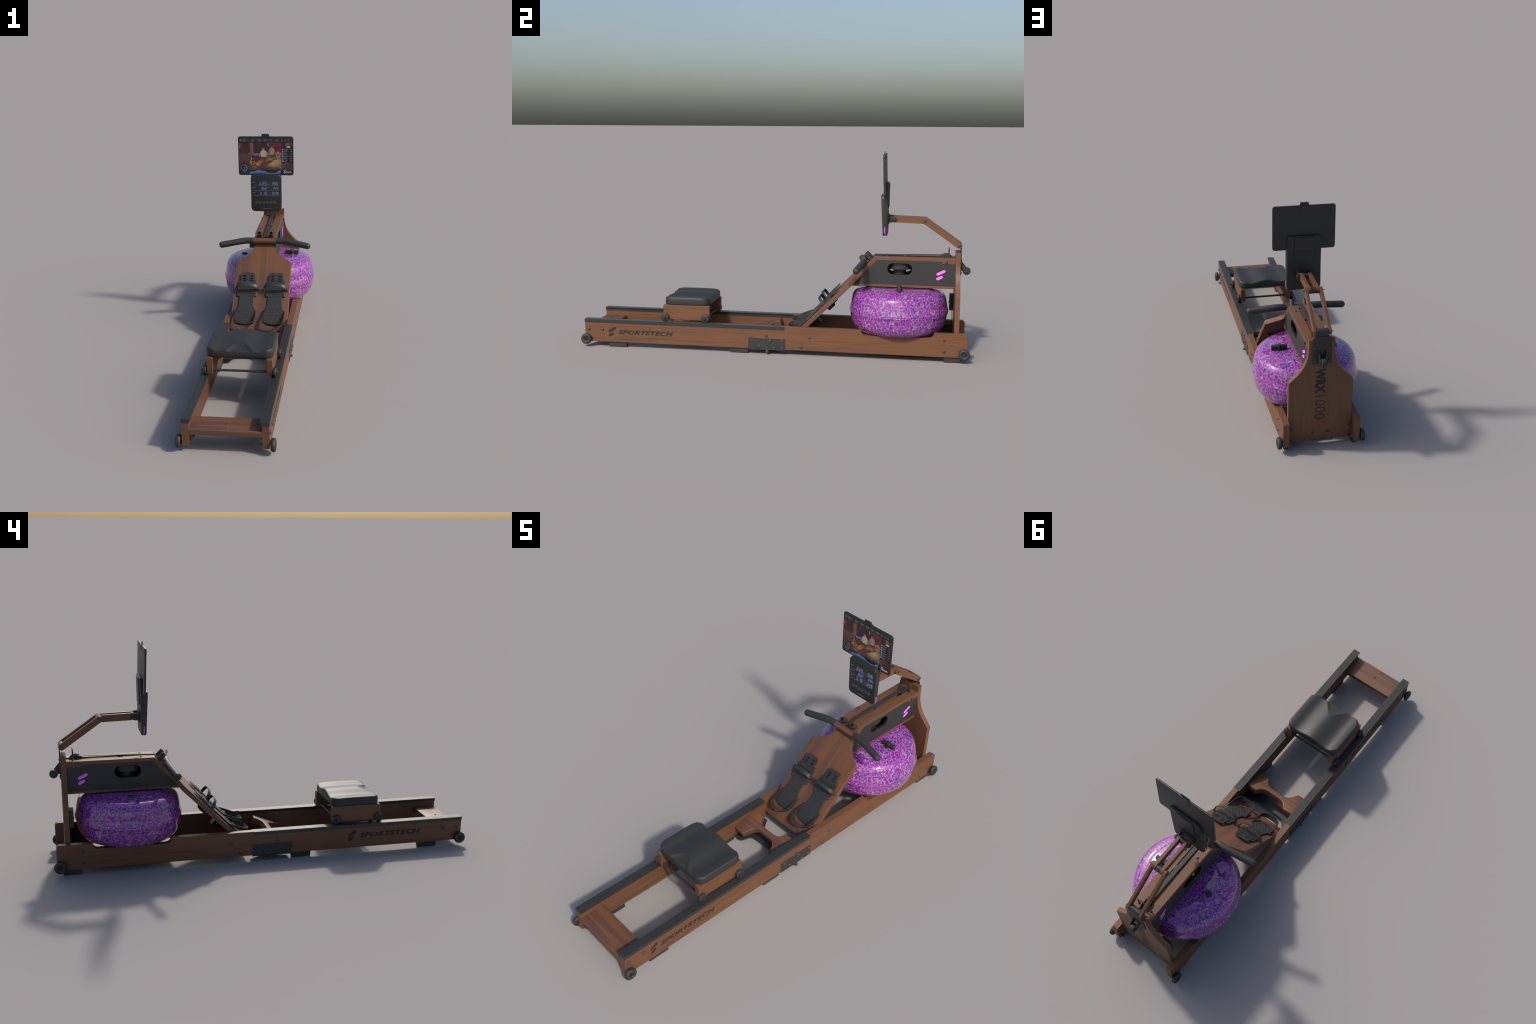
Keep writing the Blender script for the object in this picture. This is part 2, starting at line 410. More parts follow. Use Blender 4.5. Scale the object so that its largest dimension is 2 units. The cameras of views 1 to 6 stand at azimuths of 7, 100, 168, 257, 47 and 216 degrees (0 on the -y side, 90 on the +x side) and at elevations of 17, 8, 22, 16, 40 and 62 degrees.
rails = {}
for sx in (1, -1):
    cut = [(0.4640, RAIL_TOP), (0.4640, 0.1178, 0.026), (0.8240, 0.1178, 0.026), (0.8240, RAIL_TOP)]
    out = rounded([(-0.9828, 0.0255), (0.9850, 0.0255), (0.9850, RAIL_TOP, 0.014)] + cut[::-1] +
                  [(0.0770, RAIL_TOP), (0.0770, 0.1405), (-0.9828, 0.1405)])
    bm = prism(None, out, ALONG_X, sx * RI, sx * RO, 0.0012)
    rail = finish("side_rail", bm, WOOD_Y); rails[sx] = rail
    # black running track capping the rear part of the rail
    tr = [(0.1783, 0.1258), (0.1783, 0.1428), (0.1672, 0.1428), (0.1668, 0.1420), (0.1660, 0.1420), (0.1656, 0.1428),
          (0.1522, 0.1428), (0.1518, 0.1420), (0.1510, 0.1420), (0.1506, 0.1428), (0.1400, 0.1428), (0.1400, 0.1396),
          (0.1462, 0.1376), (0.1462, 0.1332), (0.1440, 0.1322), (0.1440, 0.1258)]
    bm = prism(None, [(sx * a, b) for a, b in tr], ALONG_Y, -0.9842, 0.0772)
    finish("slide_track", bm, TRACK, rail)
    for y0, y1 in ((-0.8570, -0.7588), (-0.2070, -0.1116), (0.8735, 0.9593)):
        finish("rail_foot", box(None, sx * 0.1500, sx * 0.1690, y0, y1, 0.0, 0.0265, 0.001), RUBBER, rail)
    for y, z in WHEELS:
        w = place("transport_wheel", WHEEL_ME, (sx * 0.1915, y, z), rail, rot=ROT['+x' if sx > 0 else '-x'])
        place("wheel_hub", HUB_ME, (sx * 0.1917, y, z), rail, rot=ROT['+x' if sx > 0 else '-x'])
        bm = rod(None, (sx * 0.150, y, z), (sx * 0.138, y, z), 0.0065, 6)
        bm = rod(bm, (sx * 0.1485, y, z), (sx * 0.131, y, z), 0.003, 8)
        finish("axle_nut", bm, BOLT, rail)
    # hinge plate joining the two rail halves
    bm = box(None, sx * 0.1760, sx * 0.1786, -0.1085, 0.0818, 0.0205, 0.0805, 0.0005)
    plate = finish("hinge_plate", bm, PANEL)
    sh = 0.0 if sx > 0 else -0.0227
    fc = '+x' if sx > 0 else '-x'
    for y, z in ((-0.0895, 0.0668), (0.0039, 0.0672), (0.0680, 0.0690), (-0.0529, 0.0377), (0.0250, 0.0305), (0.0672, 0.0312)):
        bolt((sx * 0.1786, y + sh, z), fc, plate, s=0.95)
    bm = rod(None, (sx * 0.160, -0.0105, 0.0125), (sx * 0.1815, -0.0105, 0.0125), 0.0085, 18, 0.002)
    bm = rod(bm, (sx * 0.181, -0.0105, 0.0125), (sx * 0.1860, -0.0105, 0.0125), 0.0055, 12, 0.001)
    finish("hinge_pivot", bm, BOLT, plate)
    for y, z in ((-0.0157 + sh, 0.0942), (0.2063 + sh, 0.0929), (0.1636 + sh, 0.0431), (0.8743 + sh * 0.3, 0.1106), (0.8740 + sh * 0.3, 0.0536)):
        bolt((sx * RO, y, z), fc, rail)
    for y in (-0.9626, -0.8870):
        bolt((sx * RO, y, 0.0912), fc, rail, me=FLATBOLT_ME)
    # printed mark (two slanted bars) and word
    if sx > 0:
        put = lambda a, b, d: (RO + d - 0.0002, a, b)
        base, ym, zt, dirn = 0.0, -0.855, 0.0672, 1
        ly = lambda a: a
    else:
        put = lambda a, b, d: (-RO - d + 0.0002, a, b)
        ly = lambda a: -0.393 - (a + 0.855)      # reads towards -y on this side
    dz = 0.0 if sx > 0 else 0.0065
    bm = prism(None, capsule((ly(-0.8475), 0.0835 + dz), (ly(-0.8215), 0.0975 + dz), 0.0073), put, 0.0, 0.0007)
    bm = prism(bm, capsule((ly(-0.8475), 0.0600 + dz), (ly(-0.8325), 0.0682 + dz), 0.0073), put, 0.0, 0.0007)
    finish("rail_mark", bm, PRINT, rail)
    y_start = -0.8008 if sx > 0 else -0.4515
    lettering("rail_lettering", "SPORTSTECH", lambda a, b, d: put(y_start + sx * a, 0.0672 + dz + b, d), 0.2960 if sx > 0 else 0.3150,
              0.0232 if sx > 0 else 0.0250, 0.0006, PRINT, rail, offset=0.045, shear=0.28, spacing=1.08)

# ------------------------------------------------------------------ crossbars
bm = prism(None, rounded([(-0.9826, 0.0752), (-0.8640, 0.0752), (-0.8640, 0.0985, 0.003), (-0.9826, 0.0990, 0.004)], 4), ALONG_X, -0.1479, 0.1479)
endbar = finish("end_crossbar", bm, WOOD_X)
bolt((0.0, -0.9245, 0.0988), '+z', endbar, s=0.65)

TILT = math.radians(18.6)
def tilted(a, v, d):
    return (a, -0.045 + v * math.cos(TILT) - d * math.sin(TILT), 0.104 + v * math.sin(TILT) + d * math.cos(TILT))
front_curve = [(0.148, 0.0615), (0.083, 0.0615), (0.076, 0.047), (0.064, 0.033), (0.050, 0.0255), (0.030, 0.0225)]
rear_curve = [(0.040, -0.0060), (0.056, -0.0115), (0.069, -0.024), (0.079, -0.044), (0.091, -0.0700), (0.148, -0.0705)]
def hshape(fc, rc):
    f = [tuple(p) for p in ([Vector(fc[0])] + smooth_path(fc[1:], 4))]      # rail -> middle, front edge
    r = [tuple(p) for p in (smooth_path(rc[:-1], 4) + [Vector(rc[-1])])]    # middle -> rail, rear edge
    return f + [(-a, b) for a, b in f[::-1]] + [(-a, b) for a, b in r[::-1]] + r
bm = prism(None, hshape(front_curve, rear_curve), tilted, -0.034, 0.0, 0.004, seg=3)
carry = finish("carry_crossbar", bm, WOOD_X, smooth=50)
fcb = [(0.149, 0.081), (0.124, 0.081), (0.112, 0.062), (0.098, 0.044), (0.085, 0.028), (0.050, 0.0245)]
rcb = [(0.040, -0.045), (0.066, -0.048), (0.085, -0.058), (0.095, -0.085), (0.103, -0.107), (0.149, -0.1075)]
bm = prism(None, hshape(fcb, rcb), ALONG_Z, 0.0205, 0.0252, 0.0008)
conn = finish("connecting_plate", bm, PANEL)
for x in (-0.04, 0.04): bolt((x, 0.000, 0.0252), '+z', conn, s=0.6)

# ------------------------------------------------------------------ seat
def seat_height(x, y):
    u = abs(x) / 0.147
    c = 0.5 - 0.5 * math.cos(min(u / 0.60, 1.0) * math.pi)
    h = 0.2790 - 0.0155 * c
    if u > 0.60: h += 0.0070 * (0.5 - 0.5 * math.cos(min((u - 0.60) / 0.28, 1) * math.pi))
    v = (y + 0.439) / 0.117                      # -1 rear .. 1 front
    h -= (0.0040 if v > 0 else 0.0018) * abs(v) ** 3
    # scooped notch in the middle of the rear edge
    t = max(0.0, (-0.498 - y) / 0.058)
    if t > 0:
        w = 0.012 + 0.045 * t
        f = max(0.0, 1 - (abs(x) / w) ** 2)
        h -= 0.0175 * min(1, t * 1.25) * f ** 0.6
    return h
def rounded_rect_ring(hx, hy, r, n):
    pts = rounded([(hx, -hy, r), (hx, hy, r), (-hx, hy, r), (-hx, -hy, r)], 8)
    P = [Vector(p) for p in pts]; L = [0]
    for i in range(len(P)): L.append(L[-1] + (P[(i + 1) % len(P)] - P[i]).length)
    out = []
    for k in range(n):
        d = L[-1] * k / n; i = max(j for j in range(len(P)) if L[j] <= d + 1e-9)
        t = (d - L[i]) / max(L[i + 1] - L[i], 1e-9)
        out.append(P[i].lerp(P[(i + 1) % len(P)], t))
    return out
bm = bmesh.new(); N = 160; rings = []
cy, hx, hy = -0.4405, 0.1500, 0.1195
outer = rounded_rect_ring(hx, hy, 0.038, N)
def ring(f, zfn):
    return [bm.verts.new((p.x * f, cy + p.y * f, zfn(p.x * f, cy + p.y * f))) for p in outer]
for f in [k / 14 for k in range(1, 14)] + [0.955]:
    rings.append(ring(f, lambda x, y: seat_height(x, y)))
for f, dz in ((0.972, 0.0012), (0.985, 0.0042), (0.994, 0.0090), (0.999, 0.0150)):
    rings.append(ring(f, lambda x, y: max(0.240, seat_height(x, y) - dz)))
for f, z in ((1.0, 0.2375), (0.995, 0.2320), (0.982, 0.2292), (0.95, 0.2284)):
    rings.append(ring(f, lambda x, y: z))
cv = bm.verts.new((0, cy, seat_height(0, cy)))
for k in range(N): bm.faces.new((cv, rings[0][k], rings[0][(k + 1) % N]))
for A, B in zip(rings, rings[1:]):
    for k in range(N): bm.faces.new((A[k], B[k], B[(k + 1) % N], A[(k + 1) % N]))
bm.faces.new(rings[-1])
seat = finish("seat", bm, PADMAT, smooth=60)
ROLLER_ME = mesh_only(lathe(None, [(0, -0.0065), (0.0200, -0.0065), (0.0212, -0.0055), (0.0215, -0.004), (0.0215, 0.004), (0.0212, 0.0055), (0.0200, 0.0065), (0.0070, 0.0060), (0.0064, 0.0125), (0.0040, 0.0135), (0.0035, 0.0165), (0, 0.0170)], ID, 32), RUBBER, "seat_roller")
for sx in (1, -1):
    out = rounded([(-0.5655, 0.1500, 0.006), (-0.3200, 0.1500, 0.006), (-0.3200, 0.2288, 0.007), (-0.5655, 0.2288, 0.007)], 4)
    finish("carriage_board", prism(None, out, ALONG_X, sx * 0.1185, sx * 0.1462, 0.0025), WOOD_Y, seat)
    for y in (-0.5535, -0.3405):
        place("seat_roller", ROLLER_ME, (sx * 0.1545, y, 0.1643), seat, rot=ROT['+x' if sx > 0 else '-x'])
        yi = y + (0.030 if y < -0.45 else -0.030)
        bm = rod(None, (sx * 0.124, yi, 0.1440), (sx * 0.124, yi, 0.1510), 0.0110, 18, 0.001)
        finish("guide_roller", rod(bm, (sx * 0.124, yi, 0.1420), (sx * 0.124, yi, 0.1450), 0.005, 10), RUBBER, seat)
for y in (-0.5535, -0.3405):
    finish("axle_rod", rod(None, (-0.1190, y, 0.1660), (0.1190, y, 0.1660), 0.0055, 14), BLACK, seat)
finish("seat_support", box(None, -0.119, 0.119, -0.50, -0.38, 0.2215, 0.2287), PANEL, seat)

# ------------------------------------------------------------------ footboard
half = [Vector(p) for p in [(0.147, 0.1105), (0.147, 0.528)]] + smooth_path([(0.1455, 0.5375), (0.1290, 0.5505), (0.0960, 0.5740), (0.0800, 0.5860), (0.0680, 0.6000), (0.0610, 0.6180), (0.0585, 0.6400)], 4) + [Vector((0.0582, 0.7400))]
out = [(p.x, p.y) for p in half] + [(-p.x, p.y) for p in half[::-1]]
bm = prism(None, out, slope, -0.0222, 0.0, 0.0012)
cutg = bmesh.ops.bisect_plane(bm, geom=list(bm.verts) + list(bm.edges) + list(bm.faces), plane_co=(0, 0, 0.4992), plane_no=(0, 0, 1), clear_outer=True)
bmesh.ops.holes_fill(bm, edges=[e for e in cutg["geom_cut"] if isinstance(e, bmesh.types.BMEdge)])
board = finish("footboard", bm, WOOD_S)
for x in (-0.1060, 0.1030): bolt(slope(x, 0.1435, 0.0), 'slope', board, s=0.9)
q = [(0.215, -0.0203), (0.2770, -0.0203), (0.2770, -0.0620), (0.245, -0.0620)]
finish("board_bracket", prism(None, q, lambda a, b, d: slope(d, a, b), -0.022, 0.022), DEEP, board)

for px in (-0.0745, 0.0740):
    S = lambda a, b, d: slope(px + a, b, d)
    # base plate screwed to the board
    out = rounded([(-0.0515, 0.3320, 0.004), (0.0515, 0.3320, 0.004), (0.0490, 0.4190, 0.004), (0.0400, 0.4260, 0.004), (-0.0400, 0.4260, 0.004), (-0.0490, 0.4190, 0.004)], 3)
    base = finish("footrest", prism(None, out, S, -0.0004, 0.0085, 0.0015), BLACK)
    for a, b in ((-0.044, 0.340), (0.044, 0.340), (-0.0435, 0.415), (0.0435, 0.415)):
        bolt(slope(px + a, b, 0.0080), 'slope', base, s=0.55)
    bm = None
    for r in range(4):
        for c in range(6):
            bm = rod(bm, slope(px - 0.030 + 0.012 * c, 0.348 + 0.012 * r, 0.008), slope(px - 0.030 + 0.012 * c, 0.348 + 0.012 * r, 0.0100), 0.0032, 8)
    finish("base_studs", bm, BLACK, base, kind="stuff")
    # length adjuster with punched holes
    out = rounded([(-0.0365, 0.395), (0.0365, 0.395), (0.0370, 0.455, 0.012), (0.030, 0.4690, 0.012), (-0.030, 0.4690, 0.012), (-0.0370, 0.455, 0.012)], 5)
    holes = []
    for hx in (-0.0185, 0.0185):
        for hs in (0.4195, 0.4330, 0.4470):
            holes.append([(hx - 0.0078, hs - 0.0034), (hx + 0.0078, hs - 0.0034), (hx + 0.0078, hs + 0.0034), (hx - 0.0078, hs + 0.0034)])
    bm = prism(None, out, S, 0.0086, 0.0130, 0.0, holes)
    bm = merge(bm, prism(None, [(-0.034, 0.4245), (0.034, 0.4245), (0.034, 0.4265), (-0.034, 0.4265)], S, 0.0130, 0.0142))
    finish("length_adjuster", bm, BLACK, base)
    # heel plate
    side = [Vector(p) for p in [(0.0370, 0.3400), (0.0375, 0.3000)]] + smooth_path([(0.0382, 0.2880), (0.0430, 0.2680), (0.0510, 0.2500), (0.0525, 0.2380)], 4) + [Vector(p) for p in [(0.0520, 0.2040), (0.0490, 0.1885), (0.0300, 0.1805), (0.0100, 0.1775)]]
    out = [(p.x, p.y) for p in side[::-1]] + [(-p.x, p.y) for p in side]
    finish("heel_plate", prism(None, out, S, 0.0020, 0.0078, 0.001), BLACK, base)
    bm = None
    for s, n, ph in ((0.265, 3, 0), (0.248, 4, 0), (0.231, 5, 0), (0.214, 4, 0), (0.198, 5, 0)):
        for k in range(n):
            cx = (k - (n - 1) / 2) * 0.0185
            path = [slope(px + cx + 0.0052 * math.cos(t * math.pi / 6), s + 0.0052 * math.sin(t * math.pi / 6), 0.0078) for t in range(12)]
            bm = tube(bm, path, 0.0011, 5, closed=True)
    finish("heel_studs", bm, BLACK, base, kind="stuff")
    # raised heel loop
    ctrl = [(-0.0525, 0.2560), (-0.0527, 0.2250), (-0.0515, 0.1960), (-0.0460, 0.1740), (-0.0300, 0.1630), (0.0, 0.1585)]
    ctrl = ctrl + [(-a, b) for a, b in ctrl[-2::-1]]
    path = smooth_path(ctrl, 6); n = len(path); lo, up = [], []
    for i, p in enumerate(path):
        t = min(1.0, max(0.0, (0.2560 - p.y) / (0.2560 - 0.1585)))
        lo.append(slope(px + p.x, p.y, 0.0030 + 0.0255 * t ** 1.3)); up.append(slope(px + p.x, p.y, 0.0085 + 0.0435 * t))
    finish("heel_loop", ribbon(None, lo, up, 0.0022), BLACK, base, smooth=50)
    # toe strap arching over the foot, and its loop behind the board
    lo, up = [], []
    for k in range(25):
        a = math.pi * k / 24
        cx = -0.0615 * math.copysign(abs(math.cos(a)) ** 0.75, math.cos(a)); h = 0.046 * math.sin(a) ** 0.62
        t = math.sin(a)
        lo.append(slope(px + cx, 0.3660 + 0.006 * t, h)); up.append(slope(px + cx, 0.3810 + 0.008 * t, h))
    finish("toe_strap", ribbon(None, lo, up, 0.0024), BLACK, base, smooth=50)
    lo, up = [], []
    for k in range(13):
        a = math.pi * k / 12
        cx = -0.040 * math.copysign(abs(math.cos(a)) ** 0.6, math.cos(a)); h = -0.0235 - 0.018 * math.sin(a) ** 0.6
        lo.append(slope(px + cx, 0.3690, h)); up.append(slope(px + cx, 0.4010, h))
    finish("strap_loop", ribbon(None, lo, up, 0.0024), DEEP, base, smooth=50)

# ------------------------------------------------------------------ water tank
SIDE[0] = -0.0005
TC = (0.0, 0.6420)
prof = [(0.0000, 0.3422), (0.1200, 0.3422), (0.1450, 0.3418), (0.1570, 0.3405), (0.1670, 0.3378), (0.1760, 0.3352), (0.1830, 0.3342), (0.1900, 0.3336), (0.2025, 0.3300), (0.2156, 0.3245), (0.2258, 0.3165), (0.2334, 0.3055), (0.2379, 0.2920), (0.2412, 0.2750), (0.2438, 0.2580), (0.2465, 0.2440), (0.2495, 0.2360), (0.2514, 0.2310), (0.2516, 0.2285), (0.2507, 0.2272), (0.2496, 0.2268), (0.2496, 0.2254), (0.2505, 0.2245), (0.2505, 0.2200), (0.2492, 0.2150), (0.2474, 0.2100), (0.2460, 0.2050), (0.2440, 0.1930), (0.2428, 0.1795), (0.2395, 0.1645), (0.2338, 0.1505), (0.2245, 0.1375), (0.2110, 0.1260), (0.1935, 0.1168), (0.1740, 0.1110), (0.1500, 0.1080), (0.0000, 0.1080)]
bm = lathe(None, prof, lambda x, y, h: (TC[0] + x, TC[1] + y, h), 128)
tank = finish("water_tank", bm, TANK, smooth=60)
finish("tank_base", lathe(None, [(0, 0.092), (0.055, 0.092), (0.060, 0.096), (0.060, 0.1085), (0, 0.1085)], lambda x, y, h: (x, TC[1] + y, h), 64), PANEL, tank)
bm = lathe(None, [(0, 0.338), (0.0200, 0.338), (0.0200, 0.3430), (0.0180, 0.3460), (0.0, 0.3460)], lambda x, y, h: (0.1262 + x, 0.6465 + y, h), 28)
bm = lathe(bm, [(0, 0.340), (0.0125, 0.340), (0.0125, 0.3640), (0.0110, 0.3665), (0.0, 0.3670)], lambda x, y, h: (0.1262 + x, 0.6465 + y, h), 24)
bm = box(bm, 0.0890, 0.1640, 0.6375, 0.6555, 0.3430, 0.3645, 0.003)
finish("filler_knob", bm, BLACK, tank)
bm = lathe(None, [(0, 0.338), (0.0150, 0.338), (0.0150, 0.3450), (0.0135, 0.3470), (0.0, 0.3475)], lambda x, y, h: (-0.1385 + x, 0.6400 + y, h), 28)
finish("tank_plug", bm, BLACK, tank)

# ------------------------------------------------------------------ strap housing
SIDE[0] = -0.0020
HX = 0.0585
def sq(x0, x1, out): return prism(None, out, ALONG_X, x0, x1, 0.001)
topo = [(0.5170, 0.4998), (0.9206, 0.4998), (0.9206, 0.4826), (0.5340, 0.4826)]
bm = sq(0.0160, HX, topo); bm = merge(bm, sq(-HX, -0.0160, topo))
bm = merge(bm, prism(None, [(0.5215, 0.4945), (0.8260, 0.4945), (0.8260, 0.4832), (0.5330, 0.4832)], ALONG_X, -0.0200, 0.0200))
for sx in (1, -1):
    bm = box(bm, sx * 0.049, sx * HX, 0.8555, 0.9204, 0.4727, 0.4840)
    bm = box(bm, sx * 0.0085, sx * 0.0200, 0.8200, 0.9204, 0.4830, 0.4945)
housing = finish("strap_housing", bm, WOOD_Y)
panel_out = [(0.4130, 0.3572), (0.9206, 0.3572), (0.9206, 0.4850), (0.5310, 0.4850)]
hole = rounded([(0.5828, 0.4105, 0.0290), (0.7065, 0.4105, 0.0290), (0.7065, 0.4690, 0.0290), (0.5828, 0.4690, 0.0290)], 8)
for sx in (1, -1):
    bm = prism(None, panel_out, ALONG_X, sx * 0.0480, sx * 0.0576, 0.0, [hole])
    finish("side_panel", bm, PANEL, housing)
    # pale pink mark of two slanted bars
    put = (lambda a, b, d: (0.0575 + d, a, b)) if sx > 0 else (lambda a, b, d: (-0.0575 - d, a, b))
    f = (lambda y: y) if sx > 0 else (lambda y: 0.8490 * 2 - y)
    bm = prism(None, capsule((f(0.8338), 0.4198), (f(0.8650), 0.4352), 0.0066), put, 0.0, 0.0010)
    bm = prism(bm, capsule((f(0.8338), 0.3958), (f(0.8528), 0.4055), 0.0066), put, 0.0, 0.0010)
    finish("panel_mark", bm, LED, housing)
    bm = rod(None, (sx * 0.0580, 0.8740, 0.4838), (sx * 0.0665, 0.8740, 0.4838), 0.0072, 18, 0.0015)
    finish("side_knob", bm, BOLT, housing)
    bolt((sx * 0.0350, 0.5795, 0.4998), '+z', housing, s=0.9)
bm = sq(-HX, HX, [(0.4045, 0.3470), (0.9206, 0.3470), (0.9206, 0.3580), (0.4150, 0.3580)])
finish("housing_floor", bm, WOOD_Y, housing)
LINER = plain("dark_brown_grip_wall", (0.030, 0.018, 0.012, 1), 0.9, 0.1)  # dark matt brown for the short rim inside each grip hole
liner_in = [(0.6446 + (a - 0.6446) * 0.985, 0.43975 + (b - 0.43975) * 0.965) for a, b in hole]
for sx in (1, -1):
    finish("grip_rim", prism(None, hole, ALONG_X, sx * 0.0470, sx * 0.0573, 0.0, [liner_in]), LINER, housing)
# winding drum seen through the grip holes
bm = lathe(None, [(0, 0.3590), (0.0265, 0.3590), (0.0265, 0.4340), (0.0480, 0.4340), (0.0500, 0.4360), (0.0500, 0.4650), (0.0480, 0.4670), (0, 0.4670)], lambda x, y, h: (x * 0.94, 0.6440 + y * 1.22, h), 48)
finish("winding_drum", bm, BLACK, housing)

# strap, pulley, guide hoop
W = 0.0098
top = smooth_path([(0.4905, 0.4790), (0.5060, 0.4955), (0.5150, 0.5025), (0.5300, 0.5045), (0.6700, 0.5085), (0.8500, 0.5125), (0.8730, 0.5140), (0.8900, 0.5090), (0.9000, 0.4980), (0.9040, 0.4860)], 5)
finish("pull_strap", ribbon(None, [(-W, p.x, p.y) for p in top], [(W, p.x, p.y) for p in top], 0.0022), RUBBER, smooth=50)
PX = lambda x, y, h: (h, 0.8750 + x, 0.4870 + y)
bm = lathe(None, [(0.004, -0.0135), (0.0325, -0.0135), (0.0325, -0.0112), (0.0255, -0.0104), (0.0255, 0.0104), (0.0325, 0.0112), (0.0325, 0.0135), (0.004, 0.0135)], PX, 40)
pulley = finish("pulley", bm, BLACK)
hoop = [(-0.0335, 0.8880, 0.4990), (-0.0335, 0.8880, 0.5380)] + [(-0.0335 + 0.009 * (1 - math.cos(t)), 0.8880, 0.5380 + 0.009 * math.sin(t)) for t in (0.4, 0.8, 1.2, R90)]
hoop = hoop + [(-x, y, z) for x, y, z in hoop[::-1]]
bm = tube(None, hoop, 0.0026, 12)
for sx in (1, -1): bm = rod(bm, (sx * 0.0335, 0.8880, 0.4990), (sx * 0.0335, 0.8880, 0.5030), 0.0062, 14, 0.001)
finish("guide_hoop", bm, BOLT)
finish("strap_stopper", rod(None, (0.0085, 0.6710, 0.4940), (0.0085, 0.6710, 0.5055), 0.0112, 18, 0.0015), BOLT)

# handle rests and handle
for x in (-0.0315, 0.0315):
    q = [(0, 0.0), (0.0125, 0.0), (0.0120, 0.0395), (0.0112, 0.0405), (0.0078, 0.0405), (0.0072, 0.0395), (0.0072, 0.0240), (0, 0.0240)]
    bm = lathe(None, q, lambda a, b, h: slope(x + a, 0.6925 + b, h), 24)
    finish("handle_rest", bm, BLACK)
def hpath(x0, x1, n):
    out = []
    for k in range(n + 1):
        x = x0 + (x1 - x0) * k / n; ax = abs(x)
        t = max(0.0, ax - 0.0900)
        bend = 0.2450 * (math.sqrt(t * t + 0.016 ** 2) - 0.016) if ax > 0.0900 else 0.0
        out.append(slope(x, 0.6580 - bend, 0.0185 + 0.025 * t))
    return out
core = finish("handle", tube(None, hpath(-0.0605, 0.0605, 4), 0.0158, 28), WOOD_X, smooth=50)
for x in (-0.0350, 0.0385): place("pin", PIN_ME, slope(x, 0.6630, 0.0333), core, rot=ROT['slope'])
for sx in (1, -1):
    path = hpath(sx * 0.0600, sx * 0.2432, 30); rad = [0.0168] * len(path)
    rad[0] = 0.0163
    for k, r in ((-1, 0.0088), (-2, 0.0148)): rad[k] = r
    finish("hand_grip", tube(None, path, 0.0168, 28, radii=rad), RUBBER, core, smooth=50)

# ------------------------------------------------------------------ upright
half = [Vector(p) for p in [(0.1472, 0.0255), (0.1472, 0.3170)]] + smooth_path([(0.1455, 0.3270), (0.1380, 0.3345), (0.1150, 0.3560), (0.0900, 0.3850), (0.0730, 0.4150), (0.0620, 0.4520), (0.0590, 0.4800)], 5) + [Vector((0.0588, 0.5300))]
out = [(p.x, p.y) for p in half] + [(-p.x, p.y) for p in half[::-1]]
upright = finish("upright", prism(None, out, ALONG_Y, 0.9206, 0.9446, 0.0012), WOOD_Z)
UY = 0.9446
for x, z in ((0.1318, 0.0906), (0.1308, 0.0345), (0.0331, 0.0656), (-0.0342, 0.0662), (-0.1328, 0.0919), (-0.1328, 0.0348)):
    bolt((x, UY, z), '+y', upright)
down = lambda z0: (lambda a, b, d: (0.0258 - b, UY + d - 0.0002, z0 - a))
lettering("upright_lettering", "WRX", down(0.3890), 0.1250, 0.0455, 0.0006, PRINT, upright, offset=0.048)
lettering("upright_lettering", "1000", down(0.2520), 0.1200, 0.0475, 0.0006, PRINT, upright, offset=-0.016, spacing=1.05)
bm = box(None, -0.136, -0.082, 0.9000, 0.9208, 0.2105, 0.2930, 0.002)
bm = rod(bm, (-0.11, 0.9005, 0.2500), (-0.11, 0.8975, 0.2500), 0.006, 12)
bm = tube(bm, [(-0.11, 0.914, 0.2110), (-0.11, 0.9145, 0.17), (-0.11, 0.915, 0.12)], 0.0012, 6)
finish("sensor_box", bm, PANEL, upright)
finish("base_block", box(None, -0.0350, 0.0450, 0.8660, 0.9060, 0.0256, 0.0340, 0.0015), WOOD_X, upright)
for sx in (1, -1):
    finish("dark_rail_plate", box(None, sx * 0.1462, sx * 0.1482, 0.8700, 0.9207, 0.0300, 0.1210, 0.0005), DEEP, upright)
# folding stand plate with a castor
bm = prism(None, rounded([(-0.0425, 0.4130, 0.003), (0.0425, 0.4130, 0.003), (0.0425, 0.5380, 0.003), (0.0340, 0.5470, 0.004), (-0.0340, 0.5470, 0.004), (-0.0425, 0.5380, 0.003)], 3), ALONG_Y, UY - 0.0002, UY + 0.0040, 0.0006)
stand = finish("stand_plate", bm, PANEL)
for x, z in ((0.0326, 0.4896), (-0.0328, 0.4898), (0.0285, 0.4263), (-0.0289, 0.4250)): bolt((x, UY + 0.004, z), '+y', stand, s=0.85)
for x0 in (0.0135, -0.0165):
    q = [(UY + 0.003, 0.4790), (UY + 0.008, 0.4780), (0.9840, 0.4400, 0.006), (0.9820, 0.4260, 0.006), (0.9700, 0.4260, 0.006), (UY + 0.003, 0.4380)]
    finish("castor_fork", prism(None, rounded(q, 4), ALONG_X, x0, x0 + 0.003, 0.0004), PANEL, stand)
bm = lathe(None, [(0, -0.0115), (0.0165, -0.0115), (0.0188, -0.0100), (0.0195, -0.0075), (0.0195, 0.0075), (0.0188, 0.0100), (0.0165, 0.0115), (0, 0.0115)], lambda x, y, h: (h, 0.9775 + x, 0.4320 + y), 32)
finish("castor_wheel", bm, RUBBER, stand)
bm = rod(None, (-0.0192, 0.9775, 0.4320), (0.0192, 0.9775, 0.4320), 0.004, 10)
finish("castor_axle", bm, BOLT, stand)

